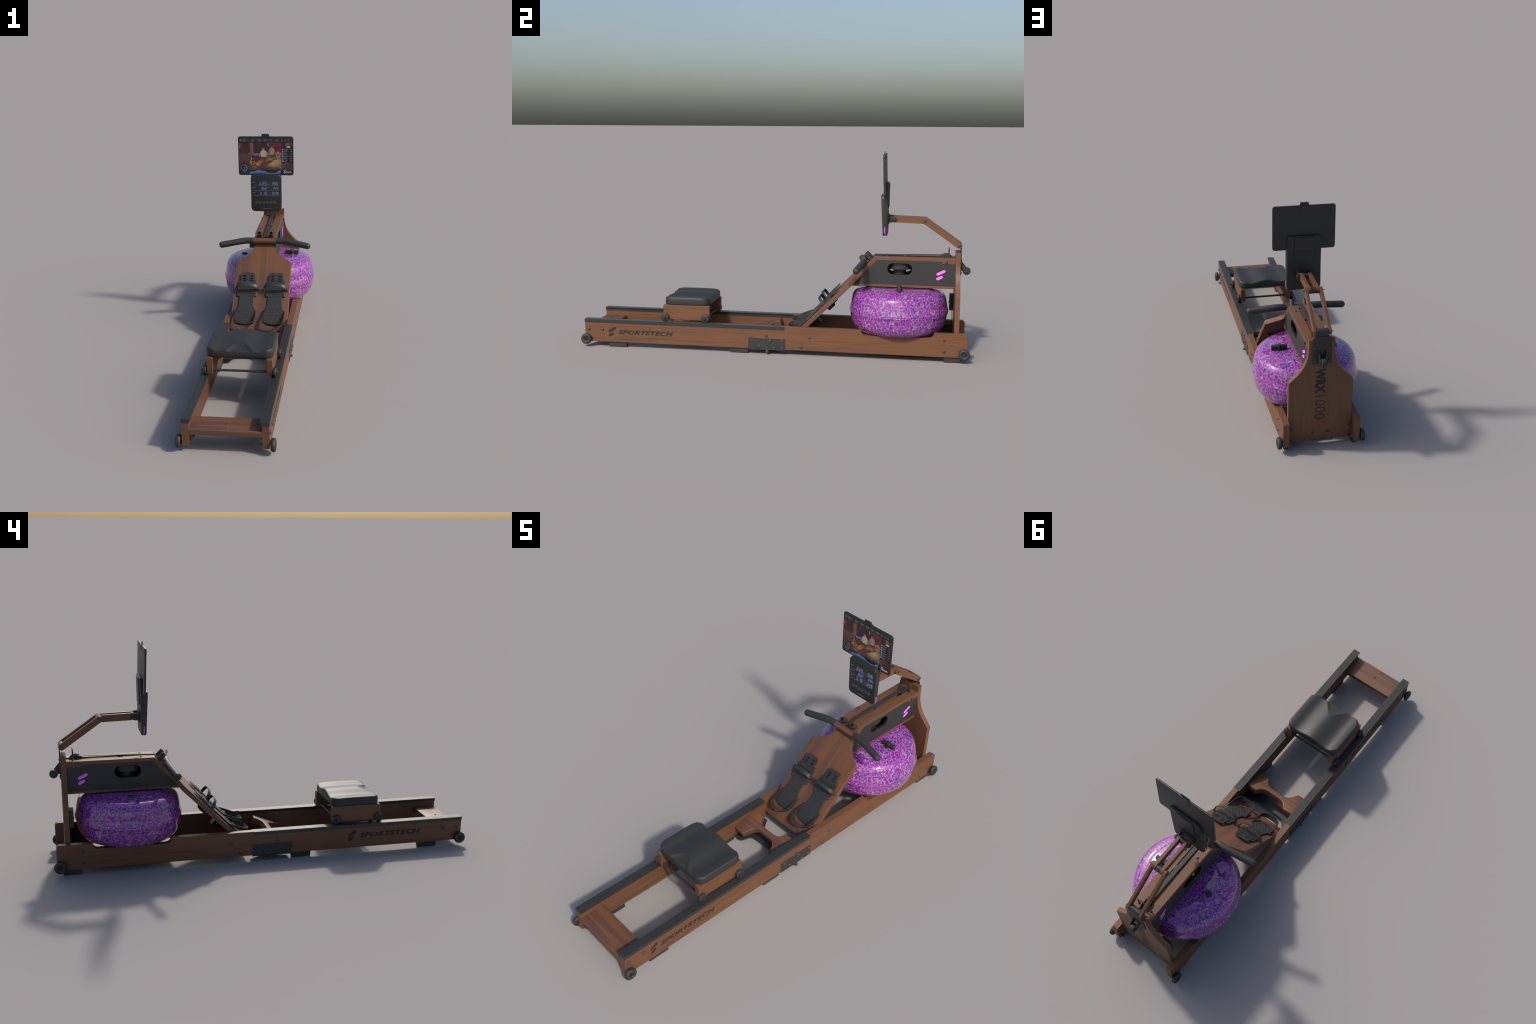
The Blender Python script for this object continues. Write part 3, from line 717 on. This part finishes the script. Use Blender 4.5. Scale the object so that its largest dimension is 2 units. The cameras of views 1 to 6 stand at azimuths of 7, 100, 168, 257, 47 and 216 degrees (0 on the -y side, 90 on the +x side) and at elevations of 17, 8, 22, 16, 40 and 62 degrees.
# ------------------------------------------------------------------ display arm
BASE, ELBOW, JOINT = Vector((0, 0.9362, 0.5637)), Vector((0, 0.7630, 0.6845)), Vector((0, 0.6100, 0.6890))
def bar(p, q, w, x0, x1, flat=False):
    c = capsule((p.y, p.z), (q.y, q.z), w / 2, 10)
    return prism(None, c, ALONG_X, x0, x1, 0.0008)
for sx in (1, -1):
    finish("lower_arm", bar(BASE, ELBOW, 0.0295, sx * 0.0272, sx * 0.0405), WOOD_A)
    finish("upper_arm", bar(ELBOW, JOINT, 0.0325, sx * 0.0126, sx * 0.0268), WOOD_Y)
    for c in (BASE, ELBOW):
        bm = rod(None, (sx * 0.0400, c.y, c.z), (sx * 0.0435, c.y, c.z), 0.0068, 14, 0.001)
        bm = rod(bm, (sx * 0.0430, c.y, c.z), (sx * 0.0475, c.y, c.z), 0.0026, 8)
        for k in (-1, 1): bm = rod(bm, (sx * 0.0430, c.y + 0.0035 * k, c.z + 0.003 * k), (sx * 0.0495, c.y + 0.0060 * k, c.z + 0.0045 * k), 0.0012, 6)
        finish("wing_nut", bm, BOLT)
finish("arm_sleeve", rod(None, (-0.0255, BASE.y, BASE.z), (0.0255, BASE.y, BASE.z), 0.0150, 24, 0.001), BLACK)
finish("arm_sleeve", rod(None, (-0.0124, ELBOW.y, ELBOW.z), (0.0124, ELBOW.y, ELBOW.z), 0.0150, 24, 0.001), BLACK)
finish("arm_sleeve", rod(None, (-0.0124, JOINT.y, JOINT.z), (0.0124, JOINT.y, JOINT.z), 0.0140, 24, 0.001), BLACK)
bm = box(None, -0.0255, 0.0255, BASE.y + 0.0085, BASE.y + 0.0124, 0.5440, 0.5640, 0.0008)
finish("arm_hinge_leaf", bm, PANEL)

# ------------------------------------------------------------------ console
CT = math.radians(3.4)
def tilt_plane(y_ref, z_ref, ang):
    """x, height along the face, depth behind the face -> xyz"""
    return lambda a, b, d: (a, y_ref + (z_ref - b) * math.sin(ang) + d * math.cos(ang), z_ref + (b - z_ref) * math.cos(ang) + d * math.sin(ang))
CF = tilt_plane(0.5440, 0.8115, CT)
out = rounded([(-0.0822, 0.6065, 0.022), (0.0822, 0.6065, 0.022), (0.0822, 0.8115, 0.020), (-0.0822, 0.8115, 0.020)], 8)
console = finish("console", prism(None, out, CF, 0.0, 0.0225, 0.0035, seg=3), CASE)
out = rounded([(-0.0800, 0.6120, 0.020), (0.0800, 0.6120, 0.020), (0.0800, 0.8735, 0.018), (-0.0800, 0.8735, 0.018)], 8)
finish("console_back", prism(None, out, ALONG_Y, 0.5672, 0.5788, 0.0025), CASE, console)
out = rounded([(-0.0460, 0.7480), (0.0460, 0.7480), (0.0460, 0.8690, 0.004), (-0.0460, 0.8690, 0.004)], 3)
bm = prism(None, out, lambda a, b, d: (a, d - max(0, 0.7590 - b) * 0.45 * (1 if d > 0.585 else 0), b), 0.5780, 0.5835, 0.0008)
bm = box(bm, -0.0220, 0.0220, 0.5810, 0.5850, 0.8430, 0.8650, 0.001)
bm = box(bm, -0.0480, 0.0480, 0.5780, 0.5806, 0.6480, 0.7280, 0.001)
finish("holder_slider", bm, CASE, console)
for x, z in ((-0.0705, 0.7960), (0.0705, 0.7960), (-0.0705, 0.7250), (0.0705, 0.7250), (-0.0680, 0.6260), (0.0680, 0.6260), (-0.022, 0.797), (0.022, 0.797)):
    finish("case_screw", rod(None, (x, 0.5780 if abs(x) > 0.03 else 0.5830, z), (x, 0.5792 if abs(x) > 0.03 else 0.5840, z), 0.0028, 10), DEEP, console)
finish("case_slot", box(None, -0.0150, 0.0150, 0.5830, 0.5840, 0.7975, 0.8005), DEEP, console)
bm = None
for sx in (1, -1):
    q = [(0.5795, 0.6720), (0.5795, 0.7060), (0.6040, 0.7055, 0.004), (0.6230, 0.6960, 0.012), (0.6230, 0.6820, 0.012), (0.6040, 0.6725, 0.004)]
    bm = prism(bm, rounded(q, 4), ALONG_X, sx * 0.0272, sx * 0.0350, 0.0012)
    bm = rod(bm, (sx * 0.0345, JOINT.y, JOINT.z), (sx * 0.0385, JOINT.y, JOINT.z), 0.0110, 18, 0.0015)
    bm = rod(bm, (sx * 0.0380, JOINT.y, JOINT.z), (sx * 0.0425, JOINT.y, JOINT.z), 0.0058, 14, 0.001)
bm = box(bm, -0.0360, 0.0360, 0.5795, 0.5855, 0.6640, 0.7120, 0.0015)
finish("tilt_bracket", bm, BLACK, console)
for sx in (1, -1):
    pts = [(0.0822, 0.6510), (0.0822, 0.6280)] + arc(0.0602, 0.6285, 0.0220, 0, -62, 8)
    finish("light_strip", tube(None, [CF(sx * a, b, 0.0120) for a, b in pts], 0.0020, 8), LED, console)
finish("charging_port", box(None, 0.0800, 0.0827, 0.5605, 0.5635, 0.6805, 0.6870), DEEP, console)

# display figures: seven-segment digits on the console face
SEG = {'0': 'abcdef', '1': 'bc', '2': 'abged', '3': 'abgcd', '4': 'fgbc', '5': 'afgcd', '6': 'afgedc', '8': 'abcdefg', '9': 'abcdfg'}
def digits(text, xr, zb, w=0.0088, h=0.0178, gap=0.0026, t=0.0022):
    """right-aligned at xr, bottom at zb"""
    bm = None; x = xr
    for ch in text[::-1]:
        if ch in '.:':
            for zz in ((zb,) if ch == '.' else (zb + h * 0.25, zb + h * 0.65)):
                bm = prism(bm, [(x - 0.0022, zz), (x, zz), (x, zz + 0.0022), (x - 0.0022, zz + 0.0022)], CF, -0.0006, 0.0003)
            x -= 0.0040; continue
        l, r, b, m, u = x - w, x, zb, zb + h / 2, zb + h
        R = {'a': (l, r, u - t, u), 'd': (l, r, b, b + t), 'g': (l, r, m - t / 2, m + t / 2), 'f': (l, l + t, m, u), 'e': (l, l + t, b, m), 'b': (r - t, r, m, u), 'c': (r - t, r, b, m)}
        for s in SEG[ch]:
            a0, a1, b0, b1 = R[s]; e = 0.0003
            k = 0.00005 * 'abcdefg'.index(s)
            bm = prism(bm, [(a0 + e, b0 + e), (a1 - e, b0 + e), (a1 - e, b1 - e), (a0 + e, b1 - e)], CF, -0.0006 - k, 0.0003)
        x -= w + gap
    return bm
for txt, xr, zb in (("2.25", 0.0008, 0.7548), ("266", 0.0650, 0.7548), ("162", 0.0012, 0.7272), ("144", 0.0655, 0.7272), ("3.19", 0.0012, 0.6990), ("3:28", 0.0658, 0.6990)):
    finish("display_digits", digits(txt, xr, zb), LCD, console)
def strip(bm, x0, x1, z0, z1, fn=CF, d=-0.0005):
    return prism(bm, [(x0, z0), (x1, z0), (x1, z1), (x0, z1)], fn, d, 0.0003)
bm = None
for z in (0.7512, 0.7232, 0.6945): bm = strip(bm, -0.0706, 0.0662, z - 0.0008, z + 0.0008)
bm = strip(bm, 0.0022, 0.0036, 0.6950, 0.7785, d=-0.00042)
finish("display_rules", bm, LCDDIM, console)
bm = None
for z in (0.768, 0.739, 0.711):
    bm = prism(bm, ellipse(-0.068, z, 0.0034, 0.0034), CF, -0.0005, 0.0003); bm = strip(bm, -0.064, -0.056, z - 0.0012, z + 0.0012, d=-0.00045)
for z in (0.760, 0.7385, 0.711): bm = prism(bm, ellipse(0.0085, z, 0.0026, 0.0026), CF, -0.0005, 0.0003); bm = strip(bm, 0.0145, 0.0225, z - 0.0013, z + 0.0013)
bm = strip(bm, 0.0130, 0.0250, 0.7015, 0.7040)
finish("display_icons", bm, LCDDIM, console, kind="stuff")
for k in range(6):
    x = -0.0530 + 0.0199 * k
    bm = tube(None, [CF(x + 0.0070 * math.cos(t * math.pi / 10), 0.6575 + 0.0070 * math.sin(t * math.pi / 10), -0.0001) for t in range(20)], 0.0006, 6, closed=True)
    bm = strip(bm, x - 0.0030, x + 0.0030, 0.6562, 0.6588)
    finish("touch_button", bm, DIMTXT, console)
lettering("console_lettering", "SPORTSTECH", lambda a, b, d: CF(-0.0170 + a, 0.6212 + b, -d), 0.0400, 0.0042, 0.0005, GREYTXT, console, offset=0.01, shear=0.2)
bm = prism(None, capsule((-0.0238, 0.6240), (-0.0205, 0.6255), 0.0010), CF, -0.0005, 0.0003)
bm = prism(bm, capsule((-0.0238, 0.6215), (-0.0218, 0.6224), 0.0010), CF, -0.0005, 0.0003)
finish("console_mark", bm, REDTXT, console)

# ------------------------------------------------------------------ tablet
TT = math.radians(2.2)
TF = tilt_plane(0.5528, 1.0150, TT)
out = rounded([(-0.1475, 0.8050, 0.012), (0.1475, 0.8050, 0.012), (0.1475, 1.0150, 0.012), (-0.1475, 1.0150, 0.012)], 8)
tablet = finish("tablet", prism(None, out, TF, 0.0, 0.0085, 0.0022, seg=3), CASE)
bm = prism(None, [(-0.0240, 1.0120), (0.0215, 1.0120), (0.0170, 1.0285), (-0.0195, 1.0285)], TF, 0.0020, 0.0050)
bm = box(bm, -0.0240, 0.0215, 0.5505, 0.5560, 1.0105, 1.0165, 0.0012)
bm = box(bm, -0.0240, 0.0240, 0.5612, 0.5640, 0.9900, 1.0140, 0.001)
bm = box(bm, -0.0240, 0.0240, 0.5540, 0.5635, 1.0138, 1.0162, 0.001)
finish("holder_clip", bm, CASE, tablet)
LAY = [0]
def flat(name, loops, mat, kind=None):
    """Thin printed layer on the screen; every new layer lies a hair above the last."""
    LAY[0] += 1
    d = -0.00025 - 0.00003 * LAY[0]
    bm = None
    for lp in loops: bm = prism(bm, lp, TF, d, 0.0002)
    return finish(name, bm, mat, tablet, kind=kind)
def rect(x0, x1, z0, z1): return [(x0, z0), (x1, z0), (x1, z1), (x0, z1)]
def col(name, r, g, b): return plain(name, lin(r, g, b), 0.5)
def room_material():
    m, nt, b = new_mat("screen_room")
    L = nt.links.new
    tc = nt.nodes.new("ShaderNodeTexCoord")
    n = nt.nodes.new("ShaderNodeTexNoise"); n.inputs["Scale"].default_value = 22; n.inputs["Detail"].default_value = 3
    L(tc.outputs["Object"], n.inputs["Vector"])
    r = nt.nodes.new("ShaderNodeValToRGB")
    r.color_ramp.elements[0].position = 0.42; r.color_ramp.elements[0].color = lin(44, 32, 34)
    r.color_ramp.elements[1].position = 0.62; r.color_ramp.elements[1].color = lin(74, 34, 38)
    L(n.outputs["Fac"], r.inputs["Fac"]); L(r.outputs["Color"], b.inputs["Base Color"])
    return m
def floor_material():
    m, nt, b = new_mat("screen_floor")
    L = nt.links.new
    tc = nt.nodes.new("ShaderNodeTexCoord")
    mp = nt.nodes.new("ShaderNodeMapping"); mp.inputs["Location"].default_value = (-0.040, 0, -0.004); mp.inputs["Scale"].default_value = (14, 1, 22)
    L(tc.outputs["Object"], mp.inputs["Vector"])
    g = nt.nodes.new("ShaderNodeTexGradient"); g.gradient_type = 'SPHERICAL'
    mp2 = nt.nodes.new("ShaderNodeMapping"); mp2.inputs["Location"].default_value = (-0.62, 0, -0.02)
    mp.inputs["Location"].default_value = (0, 0, 0)
    L(mp.outputs["Vector"], mp2.inputs["Vector"]); L(mp2.outputs["Vector"], g.inputs["Vector"])
    n = nt.nodes.new("ShaderNodeTexNoise"); n.inputs["Scale"].default_value = 45; n.inputs["Detail"].default_value = 3
    L(tc.outputs["Object"], n.inputs["Vector"])
    mu = nt.nodes.new("ShaderNodeMath"); mu.operation = 'MULTIPLY_ADD'; mu.inputs[1].default_value = 0.5; mu.inputs[2].default_value = -0.25
    L(n.outputs["Fac"], mu.inputs[0])
    ad = nt.nodes.new("ShaderNodeMath"); ad.operation = 'ADD'
    L(g.outputs["Fac"], ad.inputs[0]); L(mu.outputs[0], ad.inputs[1])
    r = nt.nodes.new("ShaderNodeValToRGB")
    st = [(0.0, lin(66, 44, 38)), (0.25, lin(104, 64, 52)), (0.5, lin(134, 112, 86)), (0.8, lin(168, 146, 108))]
    e = r.color_ramp.elements
    while len(e) < len(st): e.new(0.5)
    for el, (p, c) in zip(e, st): el.position = p; el.color = c
    L(ad.outputs[0], r.inputs["Fac"]); L(r.outputs["Color"], b.inputs["Base Color"])
    return m
# screen picture: a dim training room with two rowers, drawn as flat plates
flat("screen_glass", [rounded([(-0.1440, 0.8085, 0.010), (0.1440, 0.8085, 0.010), (0.1440, 1.0115, 0.010), (-0.1440, 1.0115, 0.010)], 5)], GLASSB)
flat("picture_wall", [rect(-0.1430, 0.1430, 0.8330, 0.9838)], room_material())
flat("picture_floor", [[(-0.1430, 0.8330), (0.1430, 0.8330), (0.1430, 0.9000), (0.0300, 0.9180), (-0.0640, 0.9120), (-0.1430, 0.8990)]], floor_material())
flat("picture_red_wall", [rect(0.0210, 0.0845, 0.9350, 0.9830), rect(0.1300, 0.1425, 0.9640, 0.9830), rect(-0.1425, -0.1280, 0.9450, 0.9800)], col("screen_red", 104, 42, 46))
flat("picture_dark_wall", [rect(-0.0640, 0.0200, 0.9330, 0.9660)], col("screen_dark", 44, 36, 40))
flat("picture_bench", [[(-0.1425, 0.8990), (-0.1425, 0.9250), (-0.0860, 0.9200), (-0.0860, 0.8870)]], col("screen_bench", 78, 66, 56))
flat("picture_carpet", [[(-0.1425, 0.8750), (-0.1425, 0.8990), (-0.0860, 0.8900), (-0.0860, 0.8780)]], col("screen_carpet", 98, 44, 44))
flat("picture_light", [[(-0.0640, 0.9110), (-0.0640, 0.9240), (-0.0270, 0.9250), (-0.0270, 0.9175)], [(-0.0960, 0.9225), (-0.0840, 0.9245), (-0.0840, 0.9190), (-0.0860, 0.9195)], rect(0.0090, 0.0280, 0.9150, 0.9300), rect(0.0790, 0.0850, 0.9130, 0.9300)], col("screen_violet", 122, 92, 190))
flat("picture_post", [[(-0.0850, 0.9838), (-0.0650, 0.9838), (-0.0640, 0.9050), (-0.0660, 0.8900), (-0.0810, 0.8930)], rect(0.1050, 0.1280, 0.9650, 0.9838)], col("screen_post", 124, 76, 54))
flat("picture_lamp", [rect(0.0120, 0.0150, 0.9640, 0.9850)], col("screen_lamp", 170, 160, 190))
brown = col("screen_machine", 96, 54, 40); tan = col("screen_machine_lit", 164, 116, 66)
flat("picture_rowing_frame", [[(-0.0900, 0.8700), (-0.0860, 0.8350), (-0.0400, 0.8350), (0.0300, 0.8760), (0.0600, 0.8950), (0.0500, 0.9000), (0.0000, 0.8800), (-0.0400, 0.8560), (-0.0740, 0.8720)]], brown)
flat("picture_rowing_frame", [[(-0.0900, 0.8680), (-0.0840, 0.8680), (-0.0700, 0.9040), (-0.0750, 0.9060)], ellipse(-0.0690, 0.8720, 0.0130, 0.0095), [(0.0230, 0.8880), (0.0430, 0.8850), (0.0430, 0.8900), (0.0230, 0.8920)], [(0.0560, 0.9150), (0.0740, 0.9150), (0.0700, 0.9350), (0.0600, 0.9330)]], tan)
flat("picture_dark_parts", [ellipse(-0.0700, 0.8720, 0.0058, 0.0055), ellipse(-0.0690, 0.9080, 0.0060, 0.0100), rect(0.0490, 0.0550, 0.9300, 0.9640), ellipse(0.0640, 0.9550, 0.0055, 0.0070)], col("screen_black_parts", 34, 32, 32))
flat("picture_far_rower", [ellipse(0.0660, 0.9200, 0.0130, 0.0110), [(0.0560, 0.9040), (0.0780, 0.9040), (0.0760, 0.9240), (0.0580, 0.9240)]], col("screen_far_figure", 176, 130, 104))
skin = col("screen_skin", 176, 104, 72)
flat("picture_rower_skin", [ellipse(-0.0125, 0.9500, 0.0070, 0.0100), capsule((-0.0260, 0.9300), (-0.0320, 0.9100), 0.0038, 5), capsule((0.0030, 0.9300), (0.0110, 0.9120), 0.0042, 5), capsule((0.0110, 0.9120), (-0.0040, 0.9050), 0.0034, 5),
      capsule((-0.0200, 0.8880), (-0.0460, 0.8700), 0.0058, 5), capsule((-0.0180, 0.8870), (-0.0360, 0.8650), 0.0055, 5)], skin)
flat("picture_rower_skin", [ellipse(0.0330, 0.9640, 0.0060, 0.0085), capsule((0.0205, 0.9430), (0.0165, 0.9230), 0.0042, 5), capsule((0.0440, 0.9430), (0.0520, 0.9220), 0.0042, 5)], col("screen_skin_shade", 140, 84, 62))
flat("picture_rower_shirt", [rounded([(-0.0250, 0.9060, 0.003), (0.0020, 0.9060, 0.003), (0.0040, 0.9360, 0.006), (-0.0060, 0.9420, 0.004), (-0.0180, 0.9420, 0.004), (-0.0270, 0.9350, 0.006)], 4)], col("screen_shirt", 176, 164, 144))
flat("picture_rower_shirt", [rounded([(0.0240, 0.9170, 0.003), (0.0440, 0.9170, 0.003), (0.0460, 0.9480, 0.006), (0.0380, 0.9540, 0.004), (0.0280, 0.9540, 0.004), (0.0210, 0.9480, 0.006)], 4)], col("screen_shirt_shade", 138, 134, 112))
flat("picture_rower_shorts", [rounded([(-0.0270, 0.8930, 0.003), (0.0010, 0.8900, 0.003), (0.0010, 0.9060), (-0.0250, 0.9060)], 3), rect(0.0260, 0.0430, 0.9020, 0.9170)], col("screen_shorts", 74, 64, 54))
flat("picture_rower_hair", [ellipse(-0.0120, 0.9575, 0.0072, 0.0052), ellipse(0.0325, 0.9690, 0.0068, 0.0065)], col("screen_hair", 48, 36, 32))
flat("picture_shoes", [capsule((-0.0500, 0.8680), (-0.0430, 0.8600), 0.0040, 5)], col("screen_shoes", 150, 134, 120))
flat("picture_tank", [ellipse(-0.0620, 0.8500, 0.0130, 0.0085)], col("screen_tank", 110, 84, 78))
flat("score_panel", [rect(0.0850, 0.1430, 0.8690, 0.9640)], col("screen_panel", 34, 32, 33))
bm_rows, bm_dots = [], []
for k in range(6):
    z = 0.9455 - 0.0124 * k
    bm_rows += [rect(0.0985, 0.1195 - 0.003 * (k % 3), z - 0.0005, z + 0.0025), rect(0.0985, 0.1080, z - 0.0035, z - 0.0022), rect(0.1300, 0.1400, z - 0.0002, z + 0.0024)]
    bm_dots.append(ellipse(0.0910, z, 0.0040, 0.0046))
bm_rows.append(rect(0.1000, 0.1190, 0.8715, 0.8740))
flat("score_rows", bm_rows, GREYTXT, kind="stuff")
flat("score_portraits", bm_dots, col("screen_portrait", 150, 150, 155), kind="stuff")
flat("score_tab", [rounded([(0.1115, 0.9560, 0.002), (0.1310, 0.9560, 0.002), (0.1310, 0.9625, 0.002), (0.1115, 0.9625, 0.002)], 3)], WHITETXT)
flat("score_alert", [ellipse(0.1260, 0.8725, 0.0026, 0.0026)], REDTXT)
blue = col("screen_blue", 84, 128, 180); blue2 = col("screen_blue_deep", 52, 76, 108)
ringo = arc(-0.1155, 0.8440, 0.0155, 95, -150, 24); ringi = arc(-0.1155, 0.8440, 0.0118, -150, 95, 24)
flat("gauge_disc", [ellipse(-0.1155, 0.8440, 0.0160, 0.0180, n=28), rect(-0.0930, 0.1430, 0.8100, 0.8345)], col("screen_gauge_back", 30, 28, 30))
flat("gauge_ring", [[(-0.1155 + (x + 0.1155), 0.8440 + (z - 0.8440) * 1.12) for x, z in ringo + ringi]], blue)
flat("gauge_text", [rect(-0.1205, -0.1105, 0.8470, 0.8498), rect(-0.1190, -0.1120, 0.8425, 0.8450), rect(-0.1200, -0.1110, 0.8365, 0.8388), rect(-0.1200, -0.1110, 0.8185, 0.8200), rect(-0.1350, -0.1310, 0.8420, 0.8460)], GREYTXT, kind="stuff")
prof_g = [(-0.0930, 0.8110), (-0.0820, 0.8270), (-0.0670, 0.8240), (-0.0430, 0.8335), (-0.0080, 0.8285), (0.0120, 0.8190), (0.0380, 0.8170), (0.0560, 0.8210), (0.0680, 0.8300), (0.0780, 0.8330), (0.0780, 0.8110)]
flat("course_profile", [prof_g], blue)
flat("course_profile", [[(x, 0.8105 + (z - 0.8105) * 0.45) for x, z in prof_g]], blue2)
flat("course_marker", [ellipse(0.0775, 0.8475, 0.0040, 0.0045), rect(0.0732, 0.0822, 0.8395, 0.8405), rect(0.0776, 0.0784, 0.8115, 0.8390)], GREYTXT)
flat("status_bar", [rect(-0.1430, 0.1430, 0.9838, 1.0095)], GLASSB)
txt = []
for x, w in ((-0.067, 0.017), (-0.033, 0.019), (-0.0015, 0.017), (0.030, 0.014), (0.061, 0.014)):
    txt += [rect(x - w / 2, x + w / 2, 0.9950, 0.9990), rect(x - w / 4, x + w / 4, 0.9895, 0.9915)]
txt += [rect(-0.1190, -0.1020, 0.9955, 0.9995), rect(-0.1185, -0.1050, 0.9890, 0.9910), [(-0.0950, 0.9935), (-0.0950, 0.9985), (-0.0900, 0.9960)], rect(0.0810, 0.0940, 0.9900, 0.9918), rect(0.0845, 0.0905, 0.9950, 0.9985)]
flat("status_text", txt, GREYTXT, kind="stuff")
sep = [rect(x, x + 0.0008, 0.9890, 0.9995) for x in (-0.0500, -0.0180, 0.0140, 0.0470, 0.0770)]
flat("status_rules", sep + [rect(-0.1420, -0.1360, 0.9560, 0.9640)], DIMTXT, kind="stuff")
flat("status_icons", [ellipse(-0.1310, 0.9955, 0.0055, 0.0060), ellipse(0.1060, 0.9960, 0.0035, 0.0045), ellipse(0.1220, 0.9960, 0.0038, 0.0042)], DIMTXT)
LAY[0] += 1
lettering("speed_lettering", "22", lambda a, b, d: TF(0.0942 + a, 0.8190 + b, -d - 0.0014), 0.0150, 0.0150, 0.0006, WHITETXT, tablet, offset=0.01)
lettering("speed_lettering", "km/h", lambda a, b, d: TF(0.1120 + a, 0.8185 + b, -d - 0.0014), 0.0225, 0.0110, 0.0006, WHITETXT, tablet)
